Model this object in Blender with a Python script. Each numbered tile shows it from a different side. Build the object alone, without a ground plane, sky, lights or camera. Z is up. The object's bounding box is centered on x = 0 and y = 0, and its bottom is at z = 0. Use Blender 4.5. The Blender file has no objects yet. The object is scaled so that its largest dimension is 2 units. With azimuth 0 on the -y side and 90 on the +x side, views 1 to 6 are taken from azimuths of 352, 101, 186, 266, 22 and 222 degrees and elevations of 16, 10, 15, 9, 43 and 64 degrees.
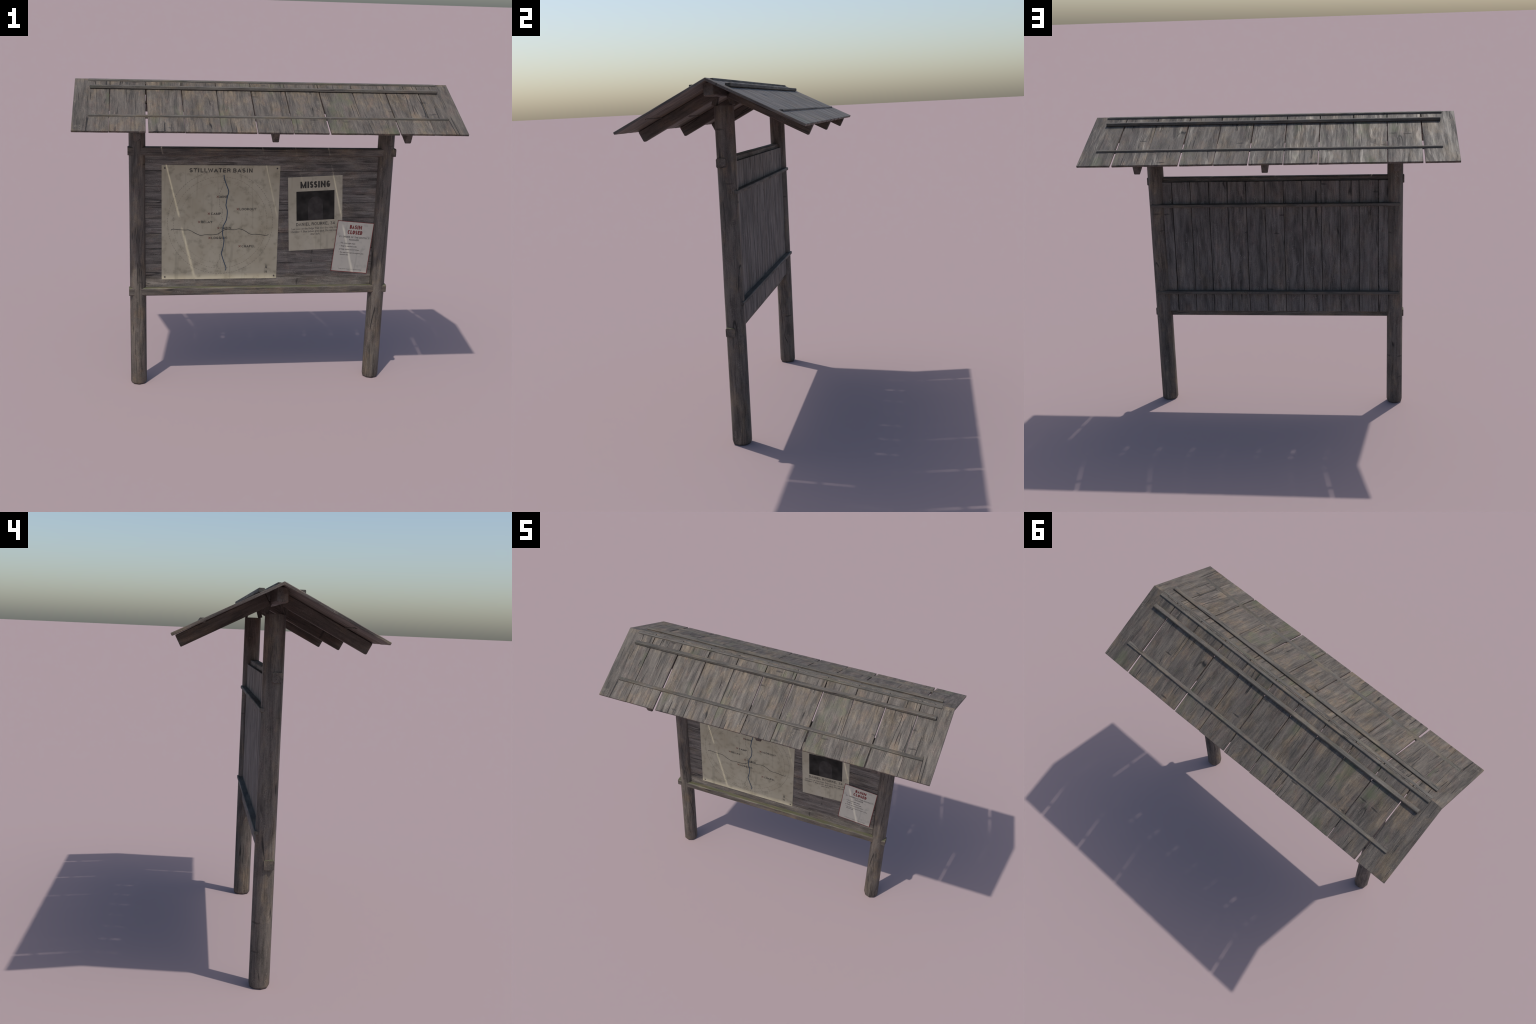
"""Weathered wooden trailhead notice board: two posts, a plank panel with three
paper sheets, and a small gabled plank roof.  Metres, z up, front faces -y."""
import bpy, bmesh, math, random
from mathutils import Vector, Matrix, noise

random.seed(7)
SCENE = bpy.context.scene.collection

# --------------------------------------------------------------------------
# proportions
# --------------------------------------------------------------------------
POST_X = 0.682                  # post axes stand at +-POST_X, y = 0
POST_TOP = 1.594
RIDGE_Z = 1.7092                # top of the planks at the ridge
EAVE_Y, EAVE_Z = 0.4163, 1.5016  # top edge of the planks at the eave
PLANK_PITCH = 0.1813
PLANK_T = 0.0112
PAPER_Y = -0.0150               # front face of the sheets

# --------------------------------------------------------------------------
# node helpers
# --------------------------------------------------------------------------
class Nodes:
    def __init__(self, name):
        self.mat = bpy.data.materials.new(name)
        self.mat.use_nodes = True
        self.t = self.mat.node_tree
        self.t.nodes.clear()
        self.out = self.t.nodes.new("ShaderNodeOutputMaterial")

    def add(self, kind, **props):
        n = self.t.nodes.new(kind)
        for k, v in props.items():
            setattr(n, k, v)
        return n

    def put(self, socket, value):
        if hasattr(value, "is_linked") or isinstance(value, bpy.types.NodeSocket):
            self.t.links.new(value, socket)
        else:
            socket.default_value = value

    def math(self, op, a, b=0.0, clamp=False):
        n = self.add("ShaderNodeMath", operation=op, use_clamp=clamp)
        self.put(n.inputs[0], a)
        self.put(n.inputs[1], b)
        return n.outputs[0]

    def vmath(self, op, a, b):
        n = self.add("ShaderNodeVectorMath", operation=op)
        self.put(n.inputs[0], a)
        self.put(n.inputs[1], b)
        return n.outputs[0]

    def noise(self, vec, scale, detail=3.0, rough=0.55, dist=0.0):
        n = self.add("ShaderNodeTexNoise")
        self.put(n.inputs["Vector"], vec)
        n.inputs["Scale"].default_value = scale
        n.inputs["Detail"].default_value = detail
        n.inputs["Roughness"].default_value = rough
        n.inputs["Distortion"].default_value = dist
        return n.outputs["Fac"]

    def ramp(self, fac, stops, mode="LINEAR"):
        n = self.add("ShaderNodeValToRGB")
        n.color_ramp.interpolation = mode
        els = n.color_ramp.elements
        while len(els) < len(stops):
            els.new(0.5)
        for e, (p, c) in zip(els, stops):
            e.position = p
            e.color = (c, c, c, 1) if isinstance(c, (int, float)) else (*c, 1)
        self.put(n.inputs[0], fac)
        return n.outputs[0]

    def mix(self, fac, a, b, blend="MIX"):
        n = self.add("ShaderNodeMix", data_type="RGBA", blend_type=blend)
        self.put(n.inputs[0], fac)
        self.put(n.inputs[6], (*a, 1) if isinstance(a, tuple) else a)
        self.put(n.inputs[7], (*b, 1) if isinstance(b, tuple) else b)
        return n.outputs[2]

    def coords(self, randomise=True):
        co = self.add("ShaderNodeTexCoord").outputs["Object"]
        if not randomise:
            return co
        r = self.add("ShaderNodeObjectInfo").outputs["Random"]
        c = self.add("ShaderNodeCombineXYZ")
        for i, k in enumerate((17.3, 53.1, 31.7)):
            self.t.links.new(self.math("MULTIPLY", r, k), c.inputs[i])
        return self.vmath("ADD", co, c.outputs[0])

    def finish(self, color, rough, bump=None, strength=0.5, distance=0.003, spec=0.4):
        b = self.add("ShaderNodeBsdfPrincipled")
        self.put(b.inputs["Base Color"], color)
        self.put(b.inputs["Roughness"], rough)
        b.inputs["Specular IOR Level"].default_value = spec
        if bump is not None:
            n = self.add("ShaderNodeBump")
            n.inputs["Strength"].default_value = strength
            n.inputs["Distance"].default_value = distance
            self.put(n.inputs["Height"], bump)
            self.t.links.new(n.outputs[0], b.inputs["Normal"])
        self.t.links.new(b.outputs[0], self.out.inputs[0])
        return self.mat


def wood(name, dark, mid, light, moss=0.0, top_moss=None, streak=1.0, bump=0.5,
         spec=0.4, rough=(0.55, 0.8), knots=0.80, warmth=0.8, ripple=1.5, checks=0.53, log_knots=False):
    """Weathered softwood; the grain runs along the object's local X."""
    N = Nodes(name)
    raw = N.add("ShaderNodeTexCoord").outputs["Object"]
    co = N.coords()
    rnd = N.add("ShaderNodeObjectInfo").outputs["Random"]
    at = lambda sx, sy, off=0.0: N.vmath("ADD", N.vmath("MULTIPLY", g, (sx, sy, sy)), (off, off * 1.7, off * 0.6))
    wob = N.noise(N.vmath("MULTIPLY", co, (3.0, 7.0, 7.0)), 1.0, 2.0)
    wobv = N.add("ShaderNodeCombineXYZ")
    sway = N.math("MULTIPLY", N.math("SUBTRACT", wob, 0.5), 0.022)
    N.put(wobv.inputs[1], sway)
    N.put(wobv.inputs[2], sway)
    g = N.vmath("ADD", co, wobv.outputs[0])
    fibre = N.noise(at(13.0, 280.0), 1.0, 3.0, 0.65)
    band = N.noise(at(5.5, 44.0, 2.0), 1.0, 4.0, 0.62)
    worn = N.ramp(N.noise(at(2.6, 8.0, 27.0), 1.0, 1.0), [(0.46, 0.08), (0.58, 1.0)])
    broad = N.noise(at(3.4, 24.0, 5.0), 1.0, 3.0, 0.55)
    patch = N.noise(at(7.0, 11.0, 8.0), 1.0, 5.0, 0.66)
    patch2 = N.noise(at(6.0, 10.0, 11.0), 1.0, 5.0, 0.66)
    patch3 = N.noise(at(13.0, 24.0, 15.0), 1.0, 4.0, 0.62)
    grit = N.noise(at(210.0, 300.0, 1.0), 1.0, 2.0, 0.6)

    tone = N.math("ADD", N.math("MULTIPLY", band, 0.42), N.math("MULTIPLY", fibre, 0.33))
    tone = N.math("ADD", tone, N.math("MULTIPLY", grit, 0.25))
    col = N.ramp(tone, [(0.36, dark), (0.48, mid), (0.64, light)])
    # sun-bleached tan, reddish and cool grey-green areas
    col = N.mix(N.ramp(patch, [(0.50, 0.0), (0.66, warmth)]), col, N.mix(1.0, col, (1.48, 1.32, 1.06), "MULTIPLY"))
    col = N.mix(N.ramp(patch2, [(0.50, 0.0), (0.62, 0.9)]), col, N.mix(1.0, col, (0.80, 0.80, 0.78), "MULTIPLY"))
    col = N.mix(N.ramp(patch3, [(0.52, 0.0), (0.64, 0.8)]), col, N.mix(1.0, col, (1.06, 0.96, 0.95), "MULTIPLY"))
    shade = N.math("ADD", N.math("MULTIPLY", rnd, 0.16), 0.92)
    hsv = N.add("ShaderNodeHueSaturation")
    N.put(hsv.inputs["Value"], shade)
    N.put(hsv.inputs["Color"], col)
    col = hsv.outputs[0]
    # dark weather streaks running with the grain
    st = N.ramp(broad, [(0.36, 0.90 * streak), (0.49, 0.0)])
    st = N.math("MULTIPLY", N.math("MULTIPLY", st, worn), N.ramp(fibre, [(0.35, 1.0), (0.65, 0.35)]))
    col = N.mix(st, col, dark)
    # pale scuffed specks
    sc = N.ramp(N.noise(at(14.0, 30.0, 21.0), 1.0, 2.0), [(0.60, 0.0), (0.70, 0.55)])
    sc = N.math("MULTIPLY", sc, N.ramp(grit, [(0.48, 0.0), (0.62, 1.0)]))
    col = N.mix(sc, col, tuple(c * 1.35 for c in light))
    # hairline drying cracks: contour lines of a strongly stretched noise
    ck = N.noise(at(1.1, 26.0, 3.0), 1.0, 0.0, 0.4)
    line = N.ramp(N.math("ABSOLUTE", N.math("SUBTRACT", ck, 0.5)), [(0.004, 1.0), (0.014, 0.0)])
    some = N.ramp(N.noise(at(6.0, 20.0, 9.0), 1.0, 1.0), [(checks, 0.0), (checks + 0.07, 1.0)])
    crack = N.math("MULTIPLY", line, some)
    # short checks and knots across the grain
    cell = at(9.0, 6.5, 0.7)
    v = N.add("ShaderNodeTexVoronoi")
    N.put(v.inputs["Vector"], cell)
    v.inputs["Scale"].default_value = 1.0
    sep = N.add("ShaderNodeSeparateXYZ")
    N.put(sep.inputs[0], N.vmath("SUBTRACT", cell, v.outputs["Position"]))
    rag = N.math("MULTIPLY", N.math("SUBTRACT", patch3, 0.5), 2.2)
    dx = N.math("ADD", N.math("MULTIPLY", sep.outputs[0], 24.0), rag)
    dy = N.math("MULTIPLY", sep.outputs[1], 8.0)
    d2 = N.math("ADD", N.math("MULTIPLY", dx, dx), N.math("MULTIPLY", dy, dy))
    if log_knots:                      # on a round log a knot must also end across its depth
        dz = N.math("MULTIPLY", sep.outputs[2], 8.0)
        d2 = N.math("ADD", d2, N.math("MULTIPLY", dz, dz))
    spot = N.ramp(N.math("MULTIPLY", d2, 0.5), [(0.0, 1.0), (0.9, 0.0)])
    sepc = N.add("ShaderNodeSeparateColor")
    N.put(sepc.inputs[0], v.outputs["Color"])
    hole = N.math("MULTIPLY", N.math("MULTIPLY", spot, N.math("GREATER_THAN", sepc.outputs[0], knots)), 0.75)
    scar = N.math("MAXIMUM", crack, hole)
    col = N.mix(N.math("MULTIPLY", scar, 0.88), col, tuple(c * 0.32 for c in dark))
    if moss:
        m = N.noise(at(3.8, 6.5, 13.0), 1.0, 4.0, 0.65)
        mm = N.math("MULTIPLY", N.ramp(m, [(0.57, 0.0), (0.72, 1.0)]), moss)
        col = N.mix(mm, col, (0.082, 0.092, 0.047))
    if top_moss:                       # moss lying on the upper face of a rail
        axis, low, high = top_moss
        sep = N.add("ShaderNodeSeparateXYZ")
        N.put(sep.inputs[0], raw)
        m = N.noise(N.vmath("MULTIPLY", co, (14.0, 70.0, 70.0)), 1.0, 4.0, 0.7)
        h = N.math("DIVIDE", N.math("SUBTRACT", sep.outputs[axis], low), high - low)
        h = N.math("ADD", h, N.math("MULTIPLY", N.math("SUBTRACT", m, 0.5), 2.4))
        mm = N.math("MULTIPLY", N.ramp(h, [(0.55, 0.0), (1.25, 1.0)]), 0.75)
        col = N.mix(mm, col, (0.072, 0.076, 0.034))
    hgt = N.math("MULTIPLY", N.math("ADD", N.math("MULTIPLY", broad, ripple), N.math("MULTIPLY", band, 0.7)), worn)
    hgt = N.math("ADD", hgt, N.math("MULTIPLY", fibre, 0.18))
    hgt = N.math("SUBTRACT", hgt, N.math("MULTIPLY", scar, 0.7))
    rgh = N.ramp(band, [(0.35, rough[1]), (0.65, rough[0])])
    return N.finish(col, rgh, hgt, bump, 0.0045, spec)


ROOF = wood("weathered_roof_wood", (0.032, 0.029, 0.026), (0.089, 0.075, 0.064), (0.160, 0.136, 0.110),
            moss=0.70, bump=0.85, spec=0.36, rough=(0.50, 0.72), ripple=2.2, streak=0.85)
BATTEN = wood("weathered_batten_wood", (0.042, 0.039, 0.034), (0.085, 0.075, 0.064), (0.132, 0.117, 0.097),
              moss=0.25, bump=0.4, knots=0.97)
FRAME = wood("weathered_frame_wood", (0.036, 0.031, 0.027), (0.092, 0.077, 0.065), (0.158, 0.135, 0.110), bump=0.5, knots=0.45, checks=0.47, log_knots=True)
RAIL = wood("mossy_rail_wood", (0.036, 0.031, 0.027), (0.084, 0.070, 0.058), (0.138, 0.118, 0.096),
            bump=0.5, top_moss=(2, 0.012, 0.0225), knots=0.97)
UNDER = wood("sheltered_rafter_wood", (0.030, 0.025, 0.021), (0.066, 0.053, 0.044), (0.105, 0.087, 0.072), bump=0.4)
FACE = wood("grey_panel_wood", (0.040, 0.034, 0.029), (0.112, 0.097, 0.083), (0.220, 0.194, 0.166), bump=0.6, warmth=0.40, knots=0.97, checks=0.50)
BACK = wood("grey_backboard_wood", (0.034, 0.030, 0.027), (0.100, 0.088, 0.079), (0.180, 0.162, 0.147), bump=0.55, warmth=0.40, knots=0.88)


def paper(name, base, stain, blot, rough=0.75):
    N = Nodes(name)
    co = N.coords(False)
    big = N.noise(co, 6.0, 3.0, 0.6)
    spots = N.noise(co, 24.0, 4.0, 0.62)
    drip = N.noise(N.vmath("MULTIPLY", co, (48.0, 2.2, 1.0)), 1.0, 2.0)
    fine = N.noise(co, 260.0, 2.0)
    col = N.mix(N.ramp(big, [(0.35, 0.0), (0.68, 1.0)]), base, stain)
    col = N.mix(N.ramp(spots, [(0.53, 0.0), (0.69, 0.52)]), col, blot)
    col = N.mix(N.ramp(drip, [(0.60, 0.0), (0.70, 0.36)]), col, blot)
    col = N.mix(N.math("MULTIPLY", fine, 0.12), col, blot)
    return N.finish(col, rough, N.math("ADD", N.math("MULTIPLY", big, 2.0), fine), 0.12, 0.002, 0.3)


def ink(name, color, sheet, fade=0.45):
    """Print that has worn away in places, letting the sheet show."""
    N = Nodes(name)
    co = N.coords(False)
    worn = N.noise(co, 30.0, 3.0, 0.6)
    col = N.mix(N.ramp(worn, [(0.50, 0.06), (0.70, fade)]), color, sheet)
    return N.finish(col, 0.9, spec=0.12)


OLD, WHITE = (0.465, 0.416, 0.302), (0.550, 0.508, 0.415)
MAP_PAPER = paper("yellowed_map_paper", OLD, (0.375, 0.325, 0.222), (0.205, 0.195, 0.135))
OLD_PAPER = paper("yellowed_poster_paper", (0.460, 0.412, 0.308), (0.390, 0.342, 0.242), (0.235, 0.222, 0.160))
WHITE_PAPER = paper("white_notice_paper", WHITE, (0.495, 0.460, 0.380), (0.335, 0.318, 0.265))
BLACK_INK = ink("faded_black_print", (0.030, 0.029, 0.030), OLD)
BLACK_INK_W = ink("black_print_on_white", (0.045, 0.044, 0.045), WHITE, 0.5)
HEAVY_INK = ink("heavy_black_print", (0.020, 0.020, 0.021), OLD, 0.22)
FINE_INK = ink("fine_grey_print", (0.105, 0.098, 0.084), OLD, 0.6)
BODY_INK = ink("small_grey_print", (0.085, 0.080, 0.070), OLD, 0.5)
LINE_INK = ink("thin_brown_print", (0.150, 0.130, 0.095), OLD, 0.6)
RED_INK = ink("red_print", (0.150, 0.022, 0.022), OLD, 0.2)
RED_INK_W = ink("red_print_on_white", (0.180, 0.020, 0.022), WHITE, 0.18)
BLUE_INK = ink("blue_river_print", (0.023, 0.056, 0.098), OLD, 0.14)


def photo_print():
    N = Nodes("dark_photo_print")
    co = N.coords(False)
    n = N.noise(co, 16.0, 2.0)
    col = N.ramp(n, [(0.3, (0.015, 0.0138, 0.012)), (0.7, (0.043, 0.039, 0.034))])
    return N.finish(col, 0.9, spec=0.12)


def face_print():
    N = Nodes("faint_portrait_print")
    co = N.coords(False)
    n = N.noise(co, 22.0, 2.0)
    col = N.ramp(n, [(0.3, (0.034, 0.030, 0.027)), (0.7, (0.066, 0.059, 0.053))])
    return N.finish(col, 0.9, spec=0.12)


def iron():
    N = Nodes("dark_iron")
    n = N.noise(N.coords(), 300.0, 2.0)
    return N.finish(N.ramp(n, [(0.3, (0.030, 0.027, 0.026)), (0.7, (0.075, 0.060, 0.050))]), 0.6, spec=0.5)


PHOTO, PORTRAIT, IRON = photo_print(), face_print(), iron()

# --------------------------------------------------------------------------
# mesh helpers
# --------------------------------------------------------------------------
def new_object(name, mesh, mat, parent=None, matrix=None):
    o = bpy.data.objects.new(name, mesh)
    SCENE.objects.link(o)
    if mat and not mesh.materials:
        mesh.materials.append(mat)
    if parent:
        o.parent = parent
    if matrix is not None:
        o.matrix_world = matrix
        if parent:
            o.matrix_parent_inverse = Matrix.Identity(4)
            o.matrix_basis = parent_world(parent).inverted() @ matrix
    return o


def parent_world(o):
    m = o.matrix_basis.copy()
    while o.parent:
        o = o.parent
        m = o.matrix_basis @ m
    return m


def sweep(rings, smooth_angle, caps=True):
    """Closed tube through equally long rings of points."""
    bm = bmesh.new()
    vs = [[bm.verts.new(p) for p in ring] for ring in rings]
    n = len(rings[0])
    for a, b in zip(vs, vs[1:]):
        for i in range(n):
            bm.faces.new((a[i], b[i], b[(i + 1) % n], a[(i + 1) % n]))
    if caps:
        bm.faces.new(vs[0])
        bm.faces.new(list(reversed(vs[-1])))
    bmesh.ops.recalc_face_normals(bm, faces=bm.faces)
    me = bpy.data.meshes.new("part")
    bm.to_mesh(me)
    bm.free()
    me.polygons.foreach_set("use_smooth", [True] * len(me.polygons))
    me.set_sharp_from_angle(angle=math.radians(smooth_angle))
    return me


def rounded_profile(w, t, r, cols, seg=1):
    """Rounded rectangle w (local y) by t (local z); the wide sides carry `cols` cells."""
    pts = []
    hw, ht = w / 2, t / 2
    def arc(cy, cz, a0):
        for k in range(seg + 1):
            a = math.radians(a0 + 90 * k / seg)
            pts.append((cy + r * math.cos(a), cz + r * math.sin(a)))
    arc(hw - r, ht - r, 0)
    for k in range(1, cols):
        pts.append((hw - r - (w - 2 * r) * k / cols, ht))
    arc(-hw + r, ht - r, 90)
    arc(-hw + r, -ht + r, 180)
    for k in range(1, cols):
        pts.append((-hw + r + (w - 2 * r) * k / cols, -ht))
    arc(hw - r, -ht + r, 270)
    return pts


def board(length, w, t, r=0.002, cols=1, rows=1, relief=0.0, seed=0, end=None):
    """A sawn board along local x (-length/2 .. length/2) with worn arrises and,
    if asked, relief of raised grain on its wide faces."""
    prof = rounded_profile(w, t, r, cols)
    end = r if end is None else end
    xs = [-length / 2] + [-length / 2 + end + (length - 2 * end) * i / rows for i in range(rows + 1)] + [length / 2]
    rings = []
    for j, x in enumerate(xs):
        tip = j in (0, len(xs) - 1)
        ring = []
        for y, z in prof:
            if tip:
                y -= math.copysign(min(end, abs(y)) * 0.7, y)
                z -= math.copysign(min(end, abs(z)) * 0.7, z)
            elif relief and abs(abs(z) - t / 2) < 1e-6:
                q = Vector((x * 5.0 + seed * 3.7, y * 62.0 + seed * 11.3, (0 if z > 0 else 9.0)))
                big = Vector((x * 2.2 + seed * 1.9, y * 17.0 - seed * 5.1, (3 if z > 0 else 7.0)))
                h = 0.55 * noise.noise(q) + 0.9 * noise.noise(big)
                z += math.copysign(relief * (h - 0.3), z)
            ring.append((x, y, z))
        rings.append(ring)
    return sweep(rings, 30)


def basis(origin, xaxis, zaxis):
    x = Vector(xaxis).normalized()
    z = Vector(zaxis)
    z = (z - x * z.dot(x)).normalized()
    y = z.cross(x)
    m = Matrix((x, y, z)).transposed().to_4x4()
    m.translation = Vector(origin)
    return m


# --------------------------------------------------------------------------
# the thing
# --------------------------------------------------------------------------
sign = bpy.data.objects.new("notice_board", None)
SCENE.objects.link(sign)
sign["label"] = "weathered wooden trail notice board with small gabled plank roof"
sign["category"] = "notice board"


def group(name):
    e = bpy.data.objects.new(name, None)
    SCENE.objects.link(e)
    e.parent = sign
    return e


# posts: hewn logs with nine worn facets -----------------------------------
def log(radius, length, seed):
    rings = []
    for x, s in [(0, 0.90), (0.004, 0.965), (0.010, 1.0)] + [(length * k / 18, 1.0) for k in range(1, 18)] + [(length - 0.004, 1.0), (length, 0.97)]:
        ring = []
        for k in range(9):
            a = math.radians(-90 + 40 * k)
            wav = 1 + 0.022 * noise.noise(Vector((x * 3.1 + seed, math.cos(a) * 1.4, math.sin(a) * 1.4)))
            rr = radius * s * wav * (1.018 - 0.033 * x / length)
            # local x runs up; local y -> world x, local z -> world y
            ring.append((x, rr * math.cos(a), rr * math.sin(a)))
        rings.append(ring)
    return sweep(rings, 55)


UPRIGHT = Matrix(((0, 1, 0, 0), (0, 0, 1, 0), (1, 0, 0, 0), (0, 0, 0, 1)))  # local x -> z, y -> x, z -> y
for side, rad in ((-1, 0.0452), (1, 0.0468)):
    m = Matrix.Translation((side * (POST_X - 0.0008), 0.0, 0.0)) @ UPRIGHT
    new_object("post", log(rad, POST_TOP, 5 + side), FRAME, sign, m)

# rails tenoned through the posts -------------------------------------------
for z, mat in ((1.3385, FRAME), (0.5525, RAIL)):
    me = board(1.4635, 0.0440, 0.0428, 0.0045, 4, 40, 0.0008, int(z * 10), 0.0008)
    new_object("rail", me, mat, sign, Matrix.Translation((0, -0.0165, z)))

# panel: horizontal boards in front, upright boards behind -------------------
panel = group("panel")
edges = [1.336, 1.231, 1.1435, 1.0548, 0.9670, 0.8815, 0.7960, 0.7100, 0.6245, 0.545]
for i, (hi, lo) in enumerate(zip(edges, edges[1:])):
    me = board(1.362, hi - lo - 0.0012, 0.0185, 0.0010, 10, 110, 0.0007, 40 + i)
    m = basis((0, -0.0038 + random.uniform(-0.0003, 0.0003), (hi + lo) / 2), (1, 0, 0), (0, -1, 0))
    new_object("face_board", me, FACE, panel, m)
for i in range(13):
    x = (i - 6) * 0.1067
    w = 0.1067 - 0.0026 if 0 < i < 12 else 0.098
    x += 0 if 0 < i < 12 else (0.0021 if i == 0 else -0.0021)
    me = board(0.7728, w, 0.0160, 0.0012, 10, 64, 0.0006, 70 + i)
    m = basis((x, 0.0141 + random.uniform(-0.0004, 0.0004), 0.9501), (0, 0, 1), (0, 1, 0))
    new_object("back_board", me, BACK, panel, m)
for i, z in enumerate((1.2030, 0.6848)):
    me = board(1.4170, 0.0310, 0.0165, 0.0024, 2, 50, 0.0005, 90 + i, 0.0008)
    new_object("back_batten", me, BATTEN, panel, Matrix.Translation((0, 0.0353, z)))

# roof ------------------------------------------------------------------------
roof = group("roof")
# sideways drift of each plank's lower end, from -x to +x
DRIFT = {-1: (-0.0006, -0.0040, 0.0052, 0.0020, -0.0030, -0.0020, -0.0030, 0.0026, -0.0036, -0.0006, -0.0040),
         1: (-0.0045, 0.0020, 0.0017, -0.0055, -0.0060, -0.0062, -0.0032, -0.0045, 0.0012, -0.0052, 0.0034)}
for side in (-1, 1):
    slope = Vector((0, side * EAVE_Y, EAVE_Z - RIDGE_Z))
    length = slope.length
    normal = Vector((0, -side * slope.z, side * slope.y)).normalized()
    for k in range(11):
        w = 0.1770 if not (side == 1 and k == 10) else 0.1785
        me = board(length, w, PLANK_T, 0.0014, 40, 90, 0.0007, k + 20 * (side + 2))
        top = Vector(((k - 5) * PLANK_PITCH, 0, RIDGE_Z))
        low = top + slope + Vector((DRIFT[side][k], 0, 0))
        c = (top + low) / 2 - normal * (PLANK_T / 2 - 0.0002 + random.uniform(0, 0.0006))
        new_object("roof_plank", me, ROOF, roof, basis(c, low - top, normal))
    # battens lie level, half sunk into the slope
    for y, z, w, t, half in ((0.0125, 1.6985, 0.0172, 0.0198, 0.9285),
                             (0.0785, 1.6773, 0.0245, 0.0165, 0.9170),
                             (0.2980, 1.5562, 0.0240, 0.0170, 0.9170)):
        me = board(2 * half, w, t, 0.0024, 2, 60, 0.0 if y < 0.05 else 0.0004, int(y * 1000) + side, 0.0008)
        new_object("ridge_strip" if y < 0.05 else "roof_batten", me, BATTEN, roof, Matrix.Translation((0, side * y, z)))
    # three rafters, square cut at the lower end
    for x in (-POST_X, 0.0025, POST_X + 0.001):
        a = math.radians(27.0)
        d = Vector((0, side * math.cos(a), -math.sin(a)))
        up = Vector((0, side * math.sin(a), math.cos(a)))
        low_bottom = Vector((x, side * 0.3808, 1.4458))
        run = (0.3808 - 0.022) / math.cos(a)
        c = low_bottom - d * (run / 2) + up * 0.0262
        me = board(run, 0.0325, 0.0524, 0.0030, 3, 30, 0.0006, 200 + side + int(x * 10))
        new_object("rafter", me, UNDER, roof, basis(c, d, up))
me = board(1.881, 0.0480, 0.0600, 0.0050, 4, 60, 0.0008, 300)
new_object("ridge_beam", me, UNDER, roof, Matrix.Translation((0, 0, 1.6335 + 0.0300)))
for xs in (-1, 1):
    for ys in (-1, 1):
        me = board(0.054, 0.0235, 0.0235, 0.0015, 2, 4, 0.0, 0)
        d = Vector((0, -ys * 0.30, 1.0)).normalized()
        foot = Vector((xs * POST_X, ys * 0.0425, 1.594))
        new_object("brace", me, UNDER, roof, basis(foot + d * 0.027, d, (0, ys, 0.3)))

# --------------------------------------------------------------------------
# sheets of paper with their print
# --------------------------------------------------------------------------
def sheet(name, w, h, center, degrees, lift, mat):
    t = 0.0011
    cols = 24
    rings = []
    for i in range(cols + 1):
        x = -w / 2 + w * i / cols
        rings.append([(x, -h / 2, -t), (x, h / 2, -t), (x, h / 2, 0), (x, -h / 2, 0)])
    me = sweep(rings, 30)
    m = Matrix.Translation((center[0], PAPER_Y - lift, center[1])) @ Matrix.Rotation(math.pi / 2, 4, "X") @ Matrix.Rotation(math.radians(degrees), 4, "Z")
    return new_object(name, me, mat, sign, m)


PRINT_T = 0.00025


def on_sheet(name, mesh, mat, parent, z=0.0, stuff=False):
    o = bpy.data.objects.new(name, mesh)
    SCENE.objects.link(o)
    mesh.materials.append(mat)
    o.parent = parent
    o.location = (0, 0, z)
    if stuff:
        o["kind"] = "stuff"
    return o


def plate(polys):
    """Thin raised prints from a list of closed outlines (counter-clockwise)."""
    bm = bmesh.new()
    for pts in polys:
        top = [bm.verts.new((x, y, PRINT_T)) for x, y in pts]
        bot = [bm.verts.new((x, y, -PRINT_T)) for x, y in pts]
        bm.faces.new(top)
        n = len(pts)
        for i in range(n):
            bm.faces.new((top[i], bot[i], bot[(i + 1) % n], top[(i + 1) % n]))
    bmesh.ops.recalc_face_normals(bm, faces=bm.faces)
    me = bpy.data.meshes.new("print")
    bm.to_mesh(me)
    bm.free()
    return me


def spline(pts, per=8):
    out = []
    for i in range(len(pts) - 1):
        p0, p1, p2, p3 = (Vector(pts[max(0, min(len(pts) - 1, i + k))]) for k in (-1, 0, 1, 2))
        for s in range(per):
            t = s / per
            out.append(0.5 * (2 * p1 + (p2 - p0) * t + (2 * p0 - 5 * p1 + 4 * p2 - p3) * t * t + (3 * p1 - p0 - 3 * p2 + p3) * t ** 3))
    out.append(Vector(pts[-1]))
    return out


def ribbon(path, w):
    left, right = [], []
    for i, p in enumerate(path):
        d = (path[min(i + 1, len(path) - 1)] - path[max(i - 1, 0)]).normalized()
        n = Vector((-d.y, d.x)) * w / 2
        left.append(p + n)
        right.append(p - n)
    return [[right[i], right[i + 1], left[i + 1], left[i]] for i in range(len(path) - 1)]


def strip(path, w):
    return plate([[(p.x, p.y) for p in q] for q in ribbon(path, w)])


def dashes(path, w, on, off):
    polys, d, pen, run = [], 0.0, [path[0]], True
    limit = on
    for a, b in zip(path, path[1:]):
        seg = (b - a).length
        pos = 0.0
        while d + seg - pos >= limit:
            pos += limit - d
            p = a.lerp(b, pos / seg)
            if run:
                pen.append(p)
                polys += [[(q.x, q.y) for q in quad] for quad in ribbon(pen, w)]
            run = not run
            pen, d, limit = [p], 0.0, (on if run else off)
        d += seg - pos
        if run:
            pen.append(b)
    return plate(polys)


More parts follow.
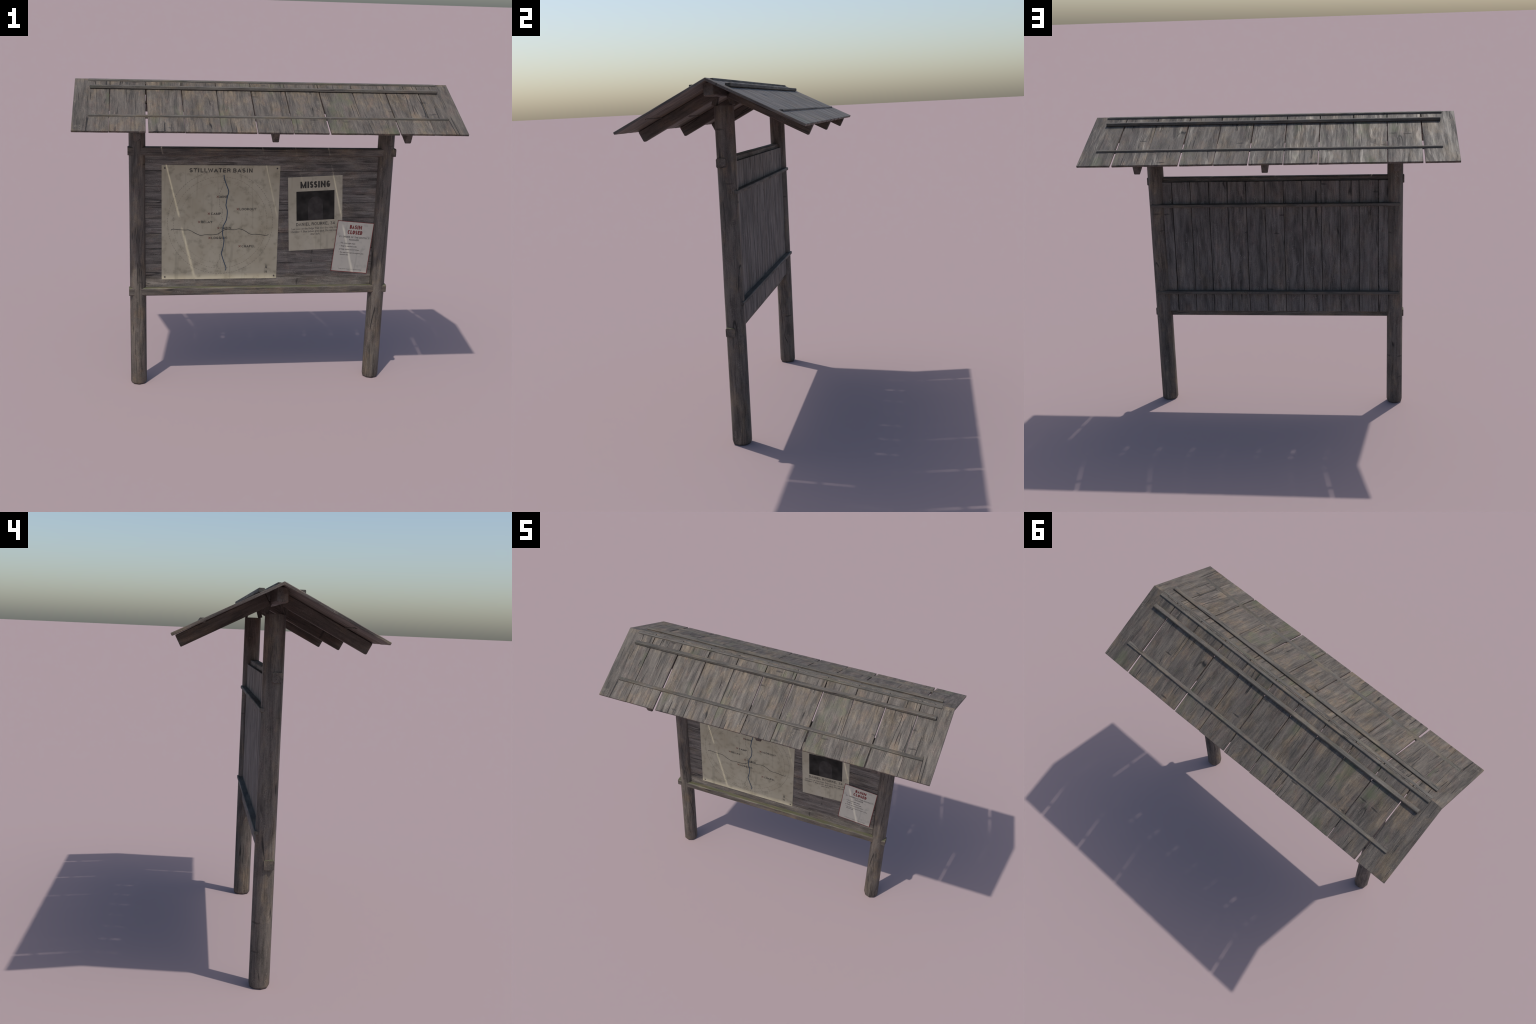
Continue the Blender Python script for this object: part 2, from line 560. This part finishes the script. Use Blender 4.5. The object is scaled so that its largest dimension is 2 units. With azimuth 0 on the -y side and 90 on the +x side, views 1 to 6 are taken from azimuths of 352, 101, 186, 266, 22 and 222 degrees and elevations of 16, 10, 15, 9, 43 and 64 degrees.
def lettering(name, text, mat, parent, box, bold=0.0, spacing=1.0, z=0.0):
    """Text in the built-in font, fitted to box = (left, baseline, right, cap top)."""
    c = bpy.data.curves.new("lettering", "FONT")
    c.body = text
    c.size = 1.0
    c.space_character = spacing
    c.offset = bold
    c.resolution_u = 3
    tmp = bpy.data.objects.new("lettering_tmp", c)
    SCENE.objects.link(tmp)
    bpy.context.view_layer.update()
    me = bpy.data.meshes.new_from_object(tmp.evaluated_get(bpy.context.evaluated_depsgraph_get()))
    bpy.data.objects.remove(tmp)
    xs = [v.co.x for v in me.vertices]
    x0, x1 = min(xs), max(xs)
    cap = 0.729 + 2 * bold
    l, b, r, t = box
    sx = (r - l) / (x1 - x0)
    sy = (t - b) / cap
    bm = bmesh.new()
    bm.from_mesh(me)
    ext = bmesh.ops.extrude_face_region(bm, geom=list(bm.faces))
    for v in [g for g in ext["geom"] if isinstance(g, bmesh.types.BMVert)]:
        v.co.z += 1.0
    bmesh.ops.recalc_face_normals(bm, faces=bm.faces)
    zmax = max(v.co.z for v in bm.verts)
    for v in bm.verts:
        v.co = Vector((l + (v.co.x - x0) * sx, b + (v.co.y + bold) * sy, PRINT_T if v.co.z > zmax - 0.5 else -PRINT_T))
    bm.to_mesh(me)
    bm.free()
    return on_sheet(name, me, mat, parent, z)


# stroke skeletons of a plain grotesque alphabet: (advance width, strokes) in a unit-high box;
# an arc is ("o", cx, cy, rx, ry, start, end) in degrees
GLYPHS = {
    "A": (0.74, [[(0.04, 0), (0.37, 1), (0.70, 0)], [(0.16, 0.30), (0.58, 0.30)]]),
    "B": (0.66, [[(0.08, 0), (0.08, 1), (0.36, 1), ("o", 0.36, 0.765, 0.21, 0.235, 90, -90), (0.08, 0.53)],
                 [(0.36, 0.53), ("o", 0.36, 0.265, 0.25, 0.265, 90, -90), (0.08, 0)]]),
    "C": (0.72, [[("o", 0.38, 0.5, 0.31, 0.5, 42, 318)]]),
    "D": (0.70, [[(0.08, 0), (0.08, 1), (0.30, 1), ("o", 0.30, 0.5, 0.34, 0.5, 90, -90), (0.08, 0)]]),
    "E": (0.60, [[(0.56, 1), (0.08, 1), (0.08, 0), (0.58, 0)], [(0.08, 0.53), (0.52, 0.53)]]),
    "F": (0.56, [[(0.54, 1), (0.08, 1), (0.08, 0)], [(0.08, 0.52), (0.48, 0.52)]]),
    "G": (0.76, [[("o", 0.38, 0.5, 0.31, 0.5, 42, 345), (0.69, 0.46), (0.42, 0.46)]]),
    "H": (0.70, [[(0.08, 0), (0.08, 1)], [(0.62, 0), (0.62, 1)], [(0.08, 0.53), (0.62, 0.53)]]),
    "I": (0.22, [[(0.11, 0), (0.11, 1)]]),
    "K": (0.68, [[(0.08, 0), (0.08, 1)], [(0.62, 1), (0.10, 0.36)], [(0.28, 0.58), (0.66, 0)]]),
    "L": (0.54, [[(0.08, 1), (0.08, 0), (0.54, 0)]]),
    "M": (0.90, [[(0.08, 0), (0.08, 1)], [(0.82, 0), (0.82, 1)], ["thin", (0.10, 1), (0.45, 0)], ["thin", (0.45, 0), (0.80, 1)]]),
    "N": (0.72, [[(0.08, 0), (0.08, 1)], [(0.64, 0), (0.64, 1)], ["thin", (0.09, 1), (0.63, 0)]]),
    "O": (0.78, [[("o", 0.39, 0.5, 0.32, 0.5, 90, -270)]]),
    "P": (0.64, [[(0.08, 0), (0.08, 1), (0.34, 1), ("o", 0.34, 0.73, 0.24, 0.27, 90, -90), (0.08, 0.46)]]),
    "R": (0.68, [[(0.08, 0), (0.08, 1), (0.36, 1), ("o", 0.36, 0.75, 0.23, 0.25, 90, -90), (0.08, 0.50)],
                 [(0.40, 0.50), (0.56, 0.36), (0.60, 0)]]),
    "S": (0.66, [[("o", 0.33, 0.745, 0.245, 0.255, 20, 250), ("o", 0.33, 0.26, 0.26, 0.26, 75, -160)]]),
    "T": (0.62, [[(0.02, 1), (0.60, 1)], [(0.31, 1), (0.31, 0)]]),
    "U": (0.70, [[(0.08, 1), (0.08, 0.30), ("o", 0.35, 0.28, 0.27, 0.28, 180, 360), (0.62, 1)]]),
    "W": (0.98, [[(0.02, 1), (0.25, 0), (0.49, 0.96), (0.73, 0), (0.96, 1)]]),
    "Y": (0.68, [[(0.02, 1), (0.34, 0.44), (0.66, 1)], [(0.34, 0.46), (0.34, 0)]]),
    "3": (0.60, [[("o", 0.29, 0.745, 0.21, 0.255, 160, -80), ("o", 0.29, 0.27, 0.24, 0.27, 80, -160)]]),
    "4": (0.62, [[(0.46, 0), (0.46, 1), (0.04, 0.27), (0.60, 0.27)]]),
    ",": (0.26, [[(0.14, 0.09), (0.08, -0.14)]]),
    " ": (0.34, []),
}


def stroke_path(stroke):
    pts = []
    for p in stroke:
        if p[0] == "o":
            _, cx, cy, rx, ry, a0, a1 = p
            n = max(4, int(abs(a1 - a0) / 15))
            for k in range(n + 1):
                a = math.radians(a0 + (a1 - a0) * k / n)
                pts.append(Vector((cx + rx * math.cos(a), cy + ry * math.sin(a))))
        else:
            pts.append(Vector(p))
    return [p for i, p in enumerate(pts) if i == 0 or (p - pts[i - 1]).length > 1e-4]


def mitred(path, wx, wy):
    """Band of quads along a path; the pen is wx wide and wy high."""
    closed = (path[0] - path[-1]).length < 1e-3
    if closed:
        path = path[:-1]
    n = len(path)
    quads, offs = [], []
    for i in range(n):
        a = path[i] - path[i - 1] if (i or closed) else path[1] - path[0]
        b = path[(i + 1) % n] - path[i] if (i < n - 1 or closed) else a
        na = Vector((-a.y, a.x)).normalized()
        nb = Vector((-b.y, b.x)).normalized()
        m = (na + nb)
        m = m.normalized() / max(0.42, m.normalized().dot(na)) if m.length > 1e-3 else na
        offs.append(Vector((m.x * wx / 2, m.y * wy / 2)))
    last = n if closed else n - 1
    for i in range(last):
        j = (i + 1) % n
        quads.append([path[i] - offs[i], path[j] - offs[j], path[j] + offs[j], path[i] + offs[i]])
    return quads


def block_lettering(name, text, mat, parent, box, pen=0.14, gap=0.10, condense=1.0, z=0.0):
    """Sans-serif capitals drawn with a broad pen and fitted to box = (left, base, right, cap top);
    `condense` narrows the skeleton against the pen."""
    x, strokes = 0.0, []
    h = 1.0 - pen
    for ch in text:
        adv, parts = GLYPHS[ch]
        squeeze = condense * (1.0 if condense > 0.9 else {"M": 1.75, "N": 1.75}.get(ch, 1.0))
        for part in parts:
            nib = pen
            if part[0] == "thin":
                nib, part = pen * 0.72, part[1:]
            path = [Vector((x + (p.x - 0.04) * squeeze + pen / 2, pen / 2 + p.y * h)) for p in stroke_path(part)]
            ends = [p[0] != "o" for p in (part[0], part[-1])]
            for e, (i, j) in zip(ends, ((0, 1), (-1, -2))):       # square ends reach the full height
                if e and len(path) > 1:
                    d = (path[i] - path[j]).normalized()
                    path[i] = path[i] + d * pen / 2 * (1.0 if abs(d.y) > 0.9 or abs(d.x) > 0.9 else 0.6)
            strokes.append((ch, mitred(path, nib, nib)))
        x += (adv - 0.08) * squeeze + pen + gap if parts else adv
    x0 = min(p.x for _, s in strokes for q in s for p in q)
    x1 = max(p.x for _, s in strokes for q in s for p in q)
    l, b, r, t = box
    sx, sy = (r - l) / (x1 - x0), (t - b)
    bm = bmesh.new()
    for i, (ch, s) in enumerate(strokes):
        zt = PRINT_T + 0.00004 * (i % 4)          # crossing strokes must not share a plane
        for q in s:
            q = [(l + (p.x - x0) * sx, b + (p.y if ch == "," else min(1.0, max(0.0, p.y))) * sy) for p in q]
            top = [bm.verts.new((px, py, zt)) for px, py in q]
            bot = [bm.verts.new((px, py, -PRINT_T)) for px, py in q]
            bm.faces.new(top)
            for k in (0, 2):
                bm.faces.new((top[k], bot[k], bot[(k + 1) % 4], top[(k + 1) % 4]))
    bmesh.ops.remove_doubles(bm, verts=bm.verts, dist=1e-6)
    bmesh.ops.recalc_face_normals(bm, faces=bm.faces)
    me = bpy.data.meshes.new("lettering")
    bm.to_mesh(me)
    bm.free()
    return on_sheet(name, me, mat, parent, z)


# --- the map -----------------------------------------------------------------
MX, MZ = -0.2297, 0.9400
chart = sheet("map_sheet", 0.6445, 0.6440, (MX, MZ), 0, 0.0, MAP_PAPER)
local = lambda pts: [(x - MX, z - MZ) for x, z in pts]
block_lettering("title_lettering", "STILLWATER BASIN", BLACK_INK, chart,
                (-0.4026 - MX, 1.2228 - MZ, -0.0600 - MX, 1.2454 - MZ), 0.20, 0.19)
river = spline(local([(-.2152, 1.2093), (-.2125, 1.1888), (-.2024, 1.159), (-.1892, 1.1245), (-.1888, 1.1083), (-.1952, 1.0852),
                      (-.1991, 1.0573), (-.2010, 1.0387), (-.1936, 1.0107), (-.1942, .9826), (-.1982, .9568), (-.2103, .9309),
                      (-.2147, .9198), (-.2171, .8891), (-.2160, .8701), (-.2085, .8415), (-.2145, .7937), (-.2210, .7698),
                      (-.2184, .7529), (-.2048, .7117), (-.1949, .6850), (-.1964, .6668)]))
on_sheet("river_line", strip(river, 0.0046), BLUE_INK, chart, 0.0008)
road = spline(local([(-.5017, .9005), (-.4908, .9070), (-.4659, .9041), (-.4251, .9015), (-.4001, .9007), (-.3657, .8816),
                     (-.3382, .8708), (-.3107, .8742), (-.2786, .8733), (-.2420, .8785), (-.2193, .8950), (-.1971, .9032),
                     (-.1533, .9018), (-.1280, .9068), (-.1071, .9022), (-.0836, .8895), (-.0600, .8758), (-.0228, .8749),
                     (.0264, .8686), (.0397, .8745)]))
on_sheet("road_line", strip(road, 0.0030), BLACK_INK, chart, 0.0004)
trail = spline(local([(-.2264, 1.2036), (-.2146, 1.1796), (-.2262, 1.1337), (-.2392, 1.1014), (-.2365, 1.0782), (-.2357, 1.0364),
                      (-.2193, 1.0131), (-.2233, .9827), (-.2204, .9545), (-.2338, .9357), (-.2386, .9199), (-.2364, .8868),
                      (-.2408, .8750), (-.2252, .8440), (-.2222, .8058), (-.2219, .7674), (-.2328, .7555), (-.2324, .7314),
                      (-.2458, .7001), (-.2302, .6732)]), 4)
on_sheet("trail_line", dashes(trail, 0.0017, 0.0072, 0.0052), FINE_INK, chart, 0.0002, True)
for rad, wid, mat in ((0.2906, 0.0015, FINE_INK), (0.2592, 0.0014, LINE_INK), (0.2285, 0.0007, LINE_INK)):
    ring = [Vector((rad * math.sin(math.radians(a * 1.5)), rad * math.cos(math.radians(a * 1.5)))) for a in range(241)]
    on_sheet("range_circle", dashes(ring, wid, 0.0085, 0.0060), mat, chart, 0.0, True)
PLACES = (("MINE", (-.2473, 1.0882), (-.2365, -.1917)), ("CAMP", (-.2946, .9930), (-.2832, -.2284)),
          ("RELAY", (-.3471, .9468), (-.3367, -.2740)), ("LOOKOUT", (-.1358, 1.0188), (-.1260, -.0305)),
          ("CABIN", (-.2407, .9117), (-.2291, -.1700)), ("LOGGING", (-.2887, .8556), (-.2783, -.1891)),
          ("CHAPEL", (-.1204, .8069), (-.1096, -.0322)))
cross = None
for word, (x, z), (x0, x1) in PLACES:
    if cross is None:
        h = 0.0060
        arms = [[Vector((-h, -h)), Vector((h, h))], [Vector((-h, h)), Vector((h, -h))]]
        cross = plate([[(p.x, p.y) for p in q] for arm in arms for q in ribbon(arm, 0.0024)])
    o = on_sheet("cross_mark", cross, RED_INK, chart, 0.0002) if not cross.materials else None
    if o is None:
        o = bpy.data.objects.new("cross_mark", cross)
        SCENE.objects.link(o)
        o.parent = chart
    o.location = (x - MX, z - MZ, 0.0002)
    block_lettering("place_lettering", word, BLACK_INK, chart, (x0 - MX, z - 0.0068 - MZ, x1 - MX, z + 0.0068 - MZ), 0.19, 0.08, 1.0, 0.0001)
on_sheet("north_arrow", plate([local([(.0318, .7050), (.0246, .6748), (.0320, .6790), (.0392, .6748)])]), BLACK_INK, chart)
block_lettering("north_lettering", "N", BLACK_INK, chart, (.0262 - MX, .6508 - MZ, .0378 - MX, .6640 - MZ), 0.15)

# nails in the corners of the map
nail_rings = []
for z, r in ((-0.001, 0.0044), (0.0008, 0.0045), (0.0020, 0.0036), (0.0027, 0.0018), (0.0029, 0.0003)):
    nail_rings.append([(r * math.cos(2 * math.pi * k / 14), r * math.sin(2 * math.pi * k / 14), z) for k in range(14)])
nail = sweep(nail_rings, 60)
nail.materials.append(IRON)
for x, z in ((-.5350, 1.2456), (.0768, 1.2456), (-.5348, .6333), (.0772, .6336)):
    o = bpy.data.objects.new("nail", nail)
    SCENE.objects.link(o)
    o.parent = chart
    o.location = (x - MX, z - MZ, 0.0)

# --- missing-person poster -----------------------------------------------------
poster = sheet("missing_poster", 0.3055, 0.4190, (0.3005, 0.9943), 2.9, 0.0006, OLD_PAPER)
block_lettering("headline_lettering", "MISSING", HEAVY_INK, poster, (-0.0840, 0.1456, 0.0835, 0.1826), 0.225, 0.055, 0.44)
on_sheet("photo_print", plate([[(-.1072, -.0388), (.1077, -.0388), (.1077, .1276), (-.1072, .1276)]]), PHOTO, poster)
arch = [(0.0423 * math.cos(math.radians(a)), 0.047 + 0.0507 * math.sin(math.radians(a))) for a in range(0, 181, 6)]
on_sheet("portrait_print", plate([[(-0.0410, -0.0384), (0.0424, -0.0384)] + arch]), PORTRAIT, poster, 0.0003)
block_lettering("name_lettering", "DANIEL ROURKE, 34", BLACK_INK, poster, (-0.1094, -0.0684, 0.1107, -0.0508), 0.16, 0.09)
for text, l, b, r in (("Last seen on the Ridge Trail near the relay road,", -.1355, -.0900, .1350),
                      ("October 9. Blue jacket, grey pack. Do not search", -.1360, -.1066, .1360),
                      ("after dark.", -.0286, -.1232, .0262)):
    lettering("body_lettering", text, BODY_INK, poster, (l, b, r, b + 0.0118), 0.010)

# --- closure notice --------------------------------------------------------------
notice = sheet("closure_notice", 0.2115, 0.2970, (0.5230, 0.7970), -5.2, 0.0030, WHITE_PAPER)
hw, hh, bw = 0.2115 / 2, 0.2970 / 2, 0.0034
on_sheet("border_print", plate([[(-hw, hh - bw), (hw, hh - bw), (hw, hh), (-hw, hh)],
                                [(-hw, -hh), (hw, -hh), (hw, -hh + bw), (-hw, -hh + bw)],
                                [(-hw, -hh + bw), (-hw + bw, -hh + bw), (-hw + bw, hh - bw), (-hw, hh - bw)],
                                [(hw - bw, -hh + bw), (hw, -hh + bw), (hw, hh - bw), (hw - bw, hh - bw)]]), RED_INK_W, notice)
block_lettering("headline_lettering", "BASIN", RED_INK_W, notice, (-0.0324, 0.1055, 0.0382, 0.1285), 0.225, 0.05, 0.46)
block_lettering("headline_lettering", "CLOSED", RED_INK_W, notice, (-0.0404, 0.0748, 0.0450, 0.0978), 0.225, 0.05, 0.46)
block_lettering("order_lettering", "BY ORDER OF THE DISTRICT", BLACK_INK_W, notice, (-0.0851, 0.0526, 0.0900, 0.0624), 0.17, 0.08)
block_lettering("order_lettering", "RANGER", BLACK_INK_W, notice, (-0.0244, 0.0374, 0.0300, 0.0470), 0.17, 0.08)
for text, l, b, r in (("No overnight stays", -.0678, .0168, .0137), ("Keep to marked trails", -.0675, -.0006, .0247),
                      ("Keep radios turned down", -.0664, -.0188, .0416), ("Do not call out to anyone you", -.0670, -.0378, .0694),
                      ("cannot see.", -.0670, -.0500, -.0165)):
    lettering("rule_lettering", text, BLACK_INK_W, notice, (l, b, r, b + 0.0086), 0.010)
for b, r in ((.0205, .0015), (.0028, .0014), (-.0170, .0030), (-.0339, .0014)):
    on_sheet("bullet_print", plate([[(-.0738 + r * math.cos(k * math.pi / 5), b + r * math.sin(k * math.pi / 5)) for k in range(10)]]), BLACK_INK_W, notice)
lettering("footer_lettering", "Trails remain closed until further notice", BLACK_INK_W, notice, (-0.0652, -0.1325, 0.0714, -0.1275), 0.0)
